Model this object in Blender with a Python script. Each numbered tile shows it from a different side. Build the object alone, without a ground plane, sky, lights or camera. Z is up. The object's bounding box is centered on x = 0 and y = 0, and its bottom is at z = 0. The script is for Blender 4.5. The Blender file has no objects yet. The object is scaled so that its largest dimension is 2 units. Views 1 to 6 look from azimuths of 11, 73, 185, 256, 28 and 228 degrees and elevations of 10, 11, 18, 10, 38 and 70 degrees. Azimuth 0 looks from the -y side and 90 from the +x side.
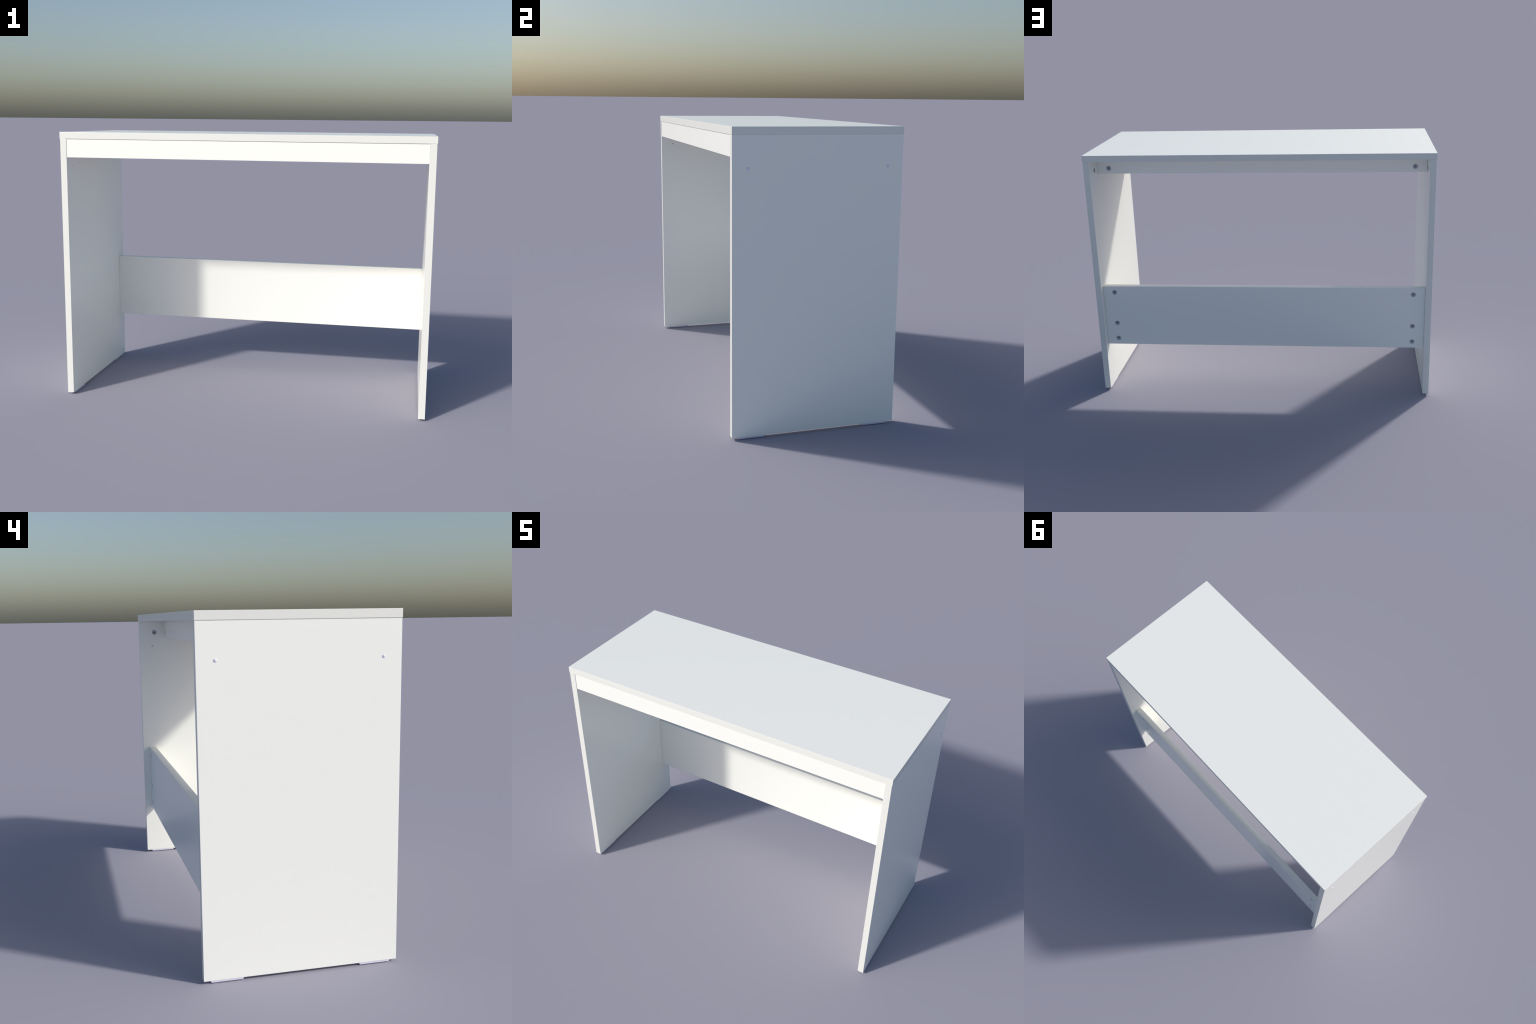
"""White laminate writing desk: tabletop, two slab legs, front apron, rear rail,
modesty panel, cam-lock fittings, bolt caps and thin foot pads."""
import bpy, bmesh, math, random
from mathutils import Matrix, Vector

random.seed(7)

# ------------------------------------------------------------------ sizes (m)
HALF_W, HALF_D = 0.9996, 0.417          # tabletop half width / half depth
TOP_Z0, TOP_Z1 = 1.4405, 1.4765         # tabletop underside / surface
LEG_OUT, LEG_IN = 0.9973, 0.9622        # side panel faces
LEG_D = 0.4160                          # side panel half depth
LEG_Z0, LEG_Z1 = 0.0090, 1.4401         # stands on foot pads
BOARD = 0.036                           # board thickness
RAIL_X = 0.9617                         # cross boards stop just short of the sides
APRON_Y = -0.4135                       # front face of the apron
RAIL_Y = 0.2683                         # back face of the rear rail
RAIL_Z0, RAIL_Z1 = 1.3408, 1.4398
MOD_Y = 0.3782                          # back face of the modesty panel
MOD_Z0, MOD_Z1 = 0.2948, 0.6724
LOCK_R, LOCK_DEPTH = 0.0145, 0.0050     # cam lock bore
LOCK_X = 0.8936
LOCK_ZS = (0.6334, 0.4336, 0.3341)
SIDE_LOCK_Y, RAIL_LOCK_Z = 0.3243, 1.3730
BOLT_Y, BOLT_Z = 0.3400, 1.2908
PAD_Y0, PAD_Y1 = 0.2490, 0.3882


ROUGH = 0.26


# ------------------------------------------------------------------ materials
def material(name, colour, rough=0.45, metallic=0.0, grain=0.0, grain_scale=(60, 60, 60),
             dark=None, bump=0.0, spec=0.5):
    m = bpy.data.materials.new(name)
    m.use_nodes = True
    nt = m.node_tree
    bsdf = nt.nodes["Principled BSDF"]
    bsdf.inputs["Roughness"].default_value = rough
    bsdf.inputs["Metallic"].default_value = metallic
    bsdf.inputs["Specular IOR Level"].default_value = spec
    tc = nt.nodes.new("ShaderNodeTexCoord")
    mp = nt.nodes.new("ShaderNodeMapping")
    mp.inputs["Scale"].default_value = grain_scale
    nz = nt.nodes.new("ShaderNodeTexNoise")
    nz.inputs["Scale"].default_value = 1.0
    nz.inputs["Detail"].default_value = 4.0
    ramp = nt.nodes.new("ShaderNodeValToRGB")
    lo = dark if dark else tuple(c * (1.0 - grain) for c in colour)
    ramp.color_ramp.elements[0].position = 0.30
    ramp.color_ramp.elements[0].color = (*lo, 1)
    ramp.color_ramp.elements[1].position = 0.70
    ramp.color_ramp.elements[1].color = (*colour, 1)
    nt.links.new(tc.outputs["Object"], mp.inputs["Vector"])
    nt.links.new(mp.outputs["Vector"], nz.inputs["Vector"])
    nt.links.new(nz.outputs["Fac"], ramp.inputs["Fac"])
    nt.links.new(ramp.outputs["Color"], bsdf.inputs["Base Color"])
    if bump:
        bp = nt.nodes.new("ShaderNodeBump")
        bp.inputs["Strength"].default_value = bump
        bp.inputs["Distance"].default_value = 0.001
        nt.links.new(nz.outputs["Fac"], bp.inputs["Height"])
        nt.links.new(bp.outputs["Normal"], bsdf.inputs["Normal"])
    return m


LAMINATE = material("white_laminate", (0.978, 0.992, 0.937), ROUGH, grain=0.002, grain_scale=(14, 14, 14))
FOIL = material("edge_foil", (0.862, 0.872, 0.82), ROUGH, grain=0.008, grain_scale=(10, 10, 90))
CHIPBOARD = material("raw_chipboard", (0.60, 0.48, 0.34), 0.9, dark=(0.42, 0.32, 0.21),
                     grain_scale=(260, 260, 260), bump=0.4)
ZINC = material("zinc_casting", (0.46, 0.50, 0.57), 0.42, metallic=0.85, grain=0.18,
                grain_scale=(300, 300, 300))
POCKET_PAINT = material("painted_pocket_dark", (0.035, 0.037, 0.042), 0.7, grain=0.3)  # dark colour on flat faces, painted in for the shade of a pocket
PLUG = material("dark_plug", (0.060, 0.048, 0.040), 0.9, grain=0.3)  # colour of the plugs that darken the bolt bores
LILAC = material("lilac_plastic", (0.80, 0.78, 0.93), 0.35, grain=0.03)


# ------------------------------------------------------------------ helpers
def link(obj, parent=None):
    bpy.context.scene.collection.objects.link(obj)
    if parent:
        obj.parent = parent
    return obj


def board(name, lo, hi, parent, face_axis, end_axis=None, face_mat=LAMINATE, bevel=0.0008):
    """A cut board: laminate on the two large faces, foil on the edges,
    raw chipboard on the butt ends when end_axis is given."""
    bm = bmesh.new()
    bmesh.ops.create_cube(bm, size=1.0)
    size = Vector(hi) - Vector(lo)
    mid = (Vector(hi) + Vector(lo)) / 2
    for v in bm.verts:
        v.co = Vector((v.co.x * size.x, v.co.y * size.y, v.co.z * size.z)) + mid
    bm.normal_update()
    for f in bm.faces:
        axis = max(range(3), key=lambda i: abs(f.normal[i]))
        f.material_index = 0 if axis == face_axis else (2 if axis == end_axis else 1)
    if end_axis is not None:
        bevel = 0.0004                      # cut boards keep crisp butt ends
    bmesh.ops.bevel(bm, geom=bm.edges[:], offset=bevel, segments=2, profile=0.5,
                    affect='EDGES', clamp_overlap=True, material=-1)
    me = bpy.data.meshes.new(name)
    bm.to_mesh(me)
    bm.free()
    for m in (face_mat, FOIL, CHIPBOARD):
        me.materials.append(m)
    obj = bpy.data.objects.new(name, me)
    return link(obj, parent)


def drill(target, holes):
    """Blind bores: list of (centre on the surface, outward axis, radius, depth)."""
    bm = bmesh.new()
    for c, n, r, d in holes:
        n = Vector(n)
        rot = n.to_track_quat('Z', 'Y').to_matrix().to_4x4()
        mat = Matrix.Translation(Vector(c)) @ rot
        bmesh.ops.create_cone(bm, cap_ends=True, segments=40, radius1=r, radius2=r,
                              depth=2 * d, matrix=mat)
    me = bpy.data.meshes.new("bore")
    bm.to_mesh(me)
    bm.free()
    cutter = link(bpy.data.objects.new("bore", me))
    mod = target.modifiers.new("bore", 'BOOLEAN')
    mod.operation = 'DIFFERENCE'
    mod.solver = 'EXACT'
    mod.object = cutter
    bpy.context.view_layer.update()
    dg = bpy.context.evaluated_depsgraph_get()
    new = bpy.data.meshes.new_from_object(target.evaluated_get(dg))
    old = target.data
    target.modifiers.clear()
    target.data = new
    new.name = target.name
    bpy.data.meshes.remove(old)
    bpy.data.objects.remove(cutter)
    bpy.data.meshes.remove(me)


def revolve(bm, profile, segs=40, mat=0):
    """Lathe (radius, height) pairs about local z; the first/last pair may sit on the axis."""
    rings = []
    for r, z in profile:
        if r < 1e-7:
            rings.append([bm.verts.new((0, 0, z))])
        else:
            rings.append([bm.verts.new((r * math.cos(2 * math.pi * i / segs),
                                        r * math.sin(2 * math.pi * i / segs), z)) for i in range(segs)])
    for a, b in zip(rings, rings[1:]):
        for i in range(segs):
            j = (i + 1) % segs
            if len(a) == 1:
                f = bm.faces.new((a[0], b[i], b[j]))
            elif len(b) == 1:
                f = bm.faces.new((a[i], a[j], b[0]))
            else:
                f = bm.faces.new((a[i], a[j], b[j], b[i]))
            f.material_index = mat
            f.smooth = True


def cam_lock_mesh():
    """Zinc cam disc with rim, shallow dish and a flat dark cross painted in place of the drive pocket (local +z outward)."""
    R = LOCK_R - 0.0006
    bm = bmesh.new()
    revolve(bm, [(R, -0.0042), (R, -0.0006), (R - 0.0008, -0.0001), (R - 0.0026, -0.0001),
                 (R - 0.0034, -0.0009), (0.0, -0.0009)])
    for ang in (0.0, math.pi / 2):                   # two tapered arms of the cross, flat faces coloured dark for pocket shade
        L, W, zt, zb = 0.0062, 0.0017, -0.00065, -0.0030
        top = [(-L, -0.0007), (-W, -W), (W, -W), (L, -0.0007), (L, 0.0007), (W, W), (-W, W), (-L, 0.0007)]
        ca, sa = math.cos(ang), math.sin(ang)
        z = zt + (0.00008 if ang else 0)
        f = bm.faces.new([bm.verts.new((x * ca - y * sa, x * sa + y * ca, z)) for x, y in top])
        f.material_index = 1
    # position arrow: small flat dark triangle just above the dish
    f = bm.faces.new([bm.verts.new(p) for p in ((-0.0012, -0.0074, -0.0006), (0.0012, -0.0074, -0.0006),
                                                 (0.0, -0.0094, -0.0006))])
    f.material_index = 1
    me = bpy.data.meshes.new("cam_lock")
    bm.to_mesh(me)
    bm.free()
    me.materials.append(ZINC)
    me.materials.append(POCKET_PAINT)
    return me


def bolt_cap_mesh():
    bm = bmesh.new()
    r, h = 0.0068, 0.0032
    prof = [(r, -0.001), (r, 0.0006)]
    prof += [(r * math.cos(t), 0.0006 + (h - 0.0006) * math.sin(t))
             for t in [math.pi / 2 * k / 8 for k in range(1, 8)]] + [(0.0, h)]
    revolve(bm, prof, 32)
    me = bpy.data.meshes.new("bolt_cap")
    bm.to_mesh(me)
    bm.free()
    me.materials.append(LILAC)
    return me


def foot_pad_mesh():
    """Thin glide strip with sloping ends; local x = thickness of the side panel, z 0..LEG_Z0."""
    L, W, H, t = (PAD_Y1 - PAD_Y0) / 2, 0.0160, LEG_Z0, 0.0050
    bm = bmesh.new()
    levels = [(W - 0.0010, L - t, 0.0), (W, L - 0.45 * t, H * 0.45), (W - 0.0006, L, H)]
    rings = []
    for w, l, z in levels:
        rings.append([bm.verts.new(p) for p in ((-w, -l, z), (w, -l, z), (w, l, z), (-w, l, z))])
    bm.faces.new(rings[0][::-1])
    bm.faces.new(rings[-1])
    for a, b in zip(rings, rings[1:]):
        for i in range(4):
            j = (i + 1) % 4
            bm.faces.new((a[i], a[j], b[j], b[i]))
    bmesh.ops.bevel(bm, geom=bm.edges[:], offset=0.0005, segments=1, affect='EDGES')
    me = bpy.data.meshes.new("foot_pad")
    bm.to_mesh(me)
    bm.free()
    me.materials.append(LILAC)
    return me


def place(name, me, parent, loc, normal=(0, 0, 1), spin=0.0):
    o = bpy.data.objects.new(name, me)
    q = Vector(normal).to_track_quat('Z', 'Y')
    o.matrix_world = Matrix.Translation(Vector(loc)) @ q.to_matrix().to_4x4() @ Matrix.Rotation(spin, 4, 'Z')
    return link(o, parent)


# ------------------------------------------------------------------ the desk
desk = bpy.data.objects.new("writing_desk", None)
desk["label"] = "plain white laminate writing desk with slab legs"
desk["category"] = "desk"
link(desk)

tabletop = board("tabletop", (-HALF_W, -HALF_D, TOP_Z0), (HALF_W, HALF_D, TOP_Z1), desk, 2)

apron = board("front_apron", (-RAIL_X, APRON_Y, RAIL_Z0), (RAIL_X, APRON_Y + BOARD, RAIL_Z1), desk, 1, 0)
rail = board("rear_rail", (-RAIL_X + 0.0006, RAIL_Y - BOARD, RAIL_Z0), (RAIL_X + 0.0003, RAIL_Y, RAIL_Z1), desk, 1, 0)
modesty = board("modesty_panel", (-RAIL_X, MOD_Y - BOARD, MOD_Z0), (RAIL_X, MOD_Y, MOD_Z1), desk, 1, 0)

LOCK, CAP, PAD = cam_lock_mesh(), bolt_cap_mesh(), foot_pad_mesh()

# cam locks on the apron, rear rail and modesty panel, all facing back
drill(apron, [((s * LOCK_X, APRON_Y + BOARD, RAIL_LOCK_Z), (0, 1, 0), LOCK_R, LOCK_DEPTH) for s in (-1, 1)])
drill(rail, [((s * LOCK_X, RAIL_Y, RAIL_LOCK_Z), (0, 1, 0), LOCK_R, LOCK_DEPTH) for s in (-1, 1)])
drill(modesty, [((s * LOCK_X, MOD_Y, z), (0, 1, 0), LOCK_R, LOCK_DEPTH) for s in (-1, 1) for z in LOCK_ZS])
for s in (-1, 1):
    place("cam_lock", LOCK, apron, (s * LOCK_X, APRON_Y + BOARD - 0.0010, RAIL_LOCK_Z), (0, 1, 0), random.uniform(-0.5, 0.5))
    place("cam_lock", LOCK, rail, (s * LOCK_X, RAIL_Y - 0.0010, RAIL_LOCK_Z), (0, 1, 0), random.uniform(-0.5, 0.5))
    for z in LOCK_ZS:
        place("cam_lock", LOCK, modesty, (s * LOCK_X, MOD_Y - 0.0016, z), (0, 1, 0), random.uniform(-0.5, 0.5))

for s in (-1, 1):
    x0, x1 = sorted((s * LEG_IN, s * LEG_OUT))
    side = board("side_panel", (x0, -LEG_D, LEG_Z0), (x1, LEG_D, LEG_Z1), desk, 0)
    inward = (-s, 0, 0)
    bores = [((s * LEG_IN, y, RAIL_LOCK_Z), inward, LOCK_R, LOCK_DEPTH) for y in (-SIDE_LOCK_Y, SIDE_LOCK_Y)]
    bores += [((s * LEG_IN, y, BOLT_Z), inward, 0.0032, 0.006) for y in (-BOLT_Y, BOLT_Y)]
    drill(side, bores)
    for y in (-SIDE_LOCK_Y, SIDE_LOCK_Y):
        place("cam_lock", LOCK, side, (s * (LEG_IN + 0.0010), y, RAIL_LOCK_Z), inward,
              random.uniform(-0.5, 0.5))
    for y in (-BOLT_Y, BOLT_Y):
        place("bolt_cap", CAP, side, (s * LEG_OUT, y, BOLT_Z), (s, 0, 0))
        bm = bmesh.new()
        bmesh.ops.create_cone(bm, cap_ends=True, segments=20, radius1=0.0030, radius2=0.0030, depth=0.004)  # dark plug disc added inside the bore to make the hole look dark
        me = bpy.data.meshes.new("hole_plug")
        bm.to_mesh(me)
        bm.free()
        me.materials.append(PLUG)
        place("hole_plug", me, side, (s * (LEG_IN + 0.0027), y, BOLT_Z), inward)
        place("foot_pad", PAD, side, (s * (LEG_IN + LEG_OUT) / 2,
                                      math.copysign((PAD_Y0 + PAD_Y1) / 2, y), 0.0))
bpy.context.view_layer.update()
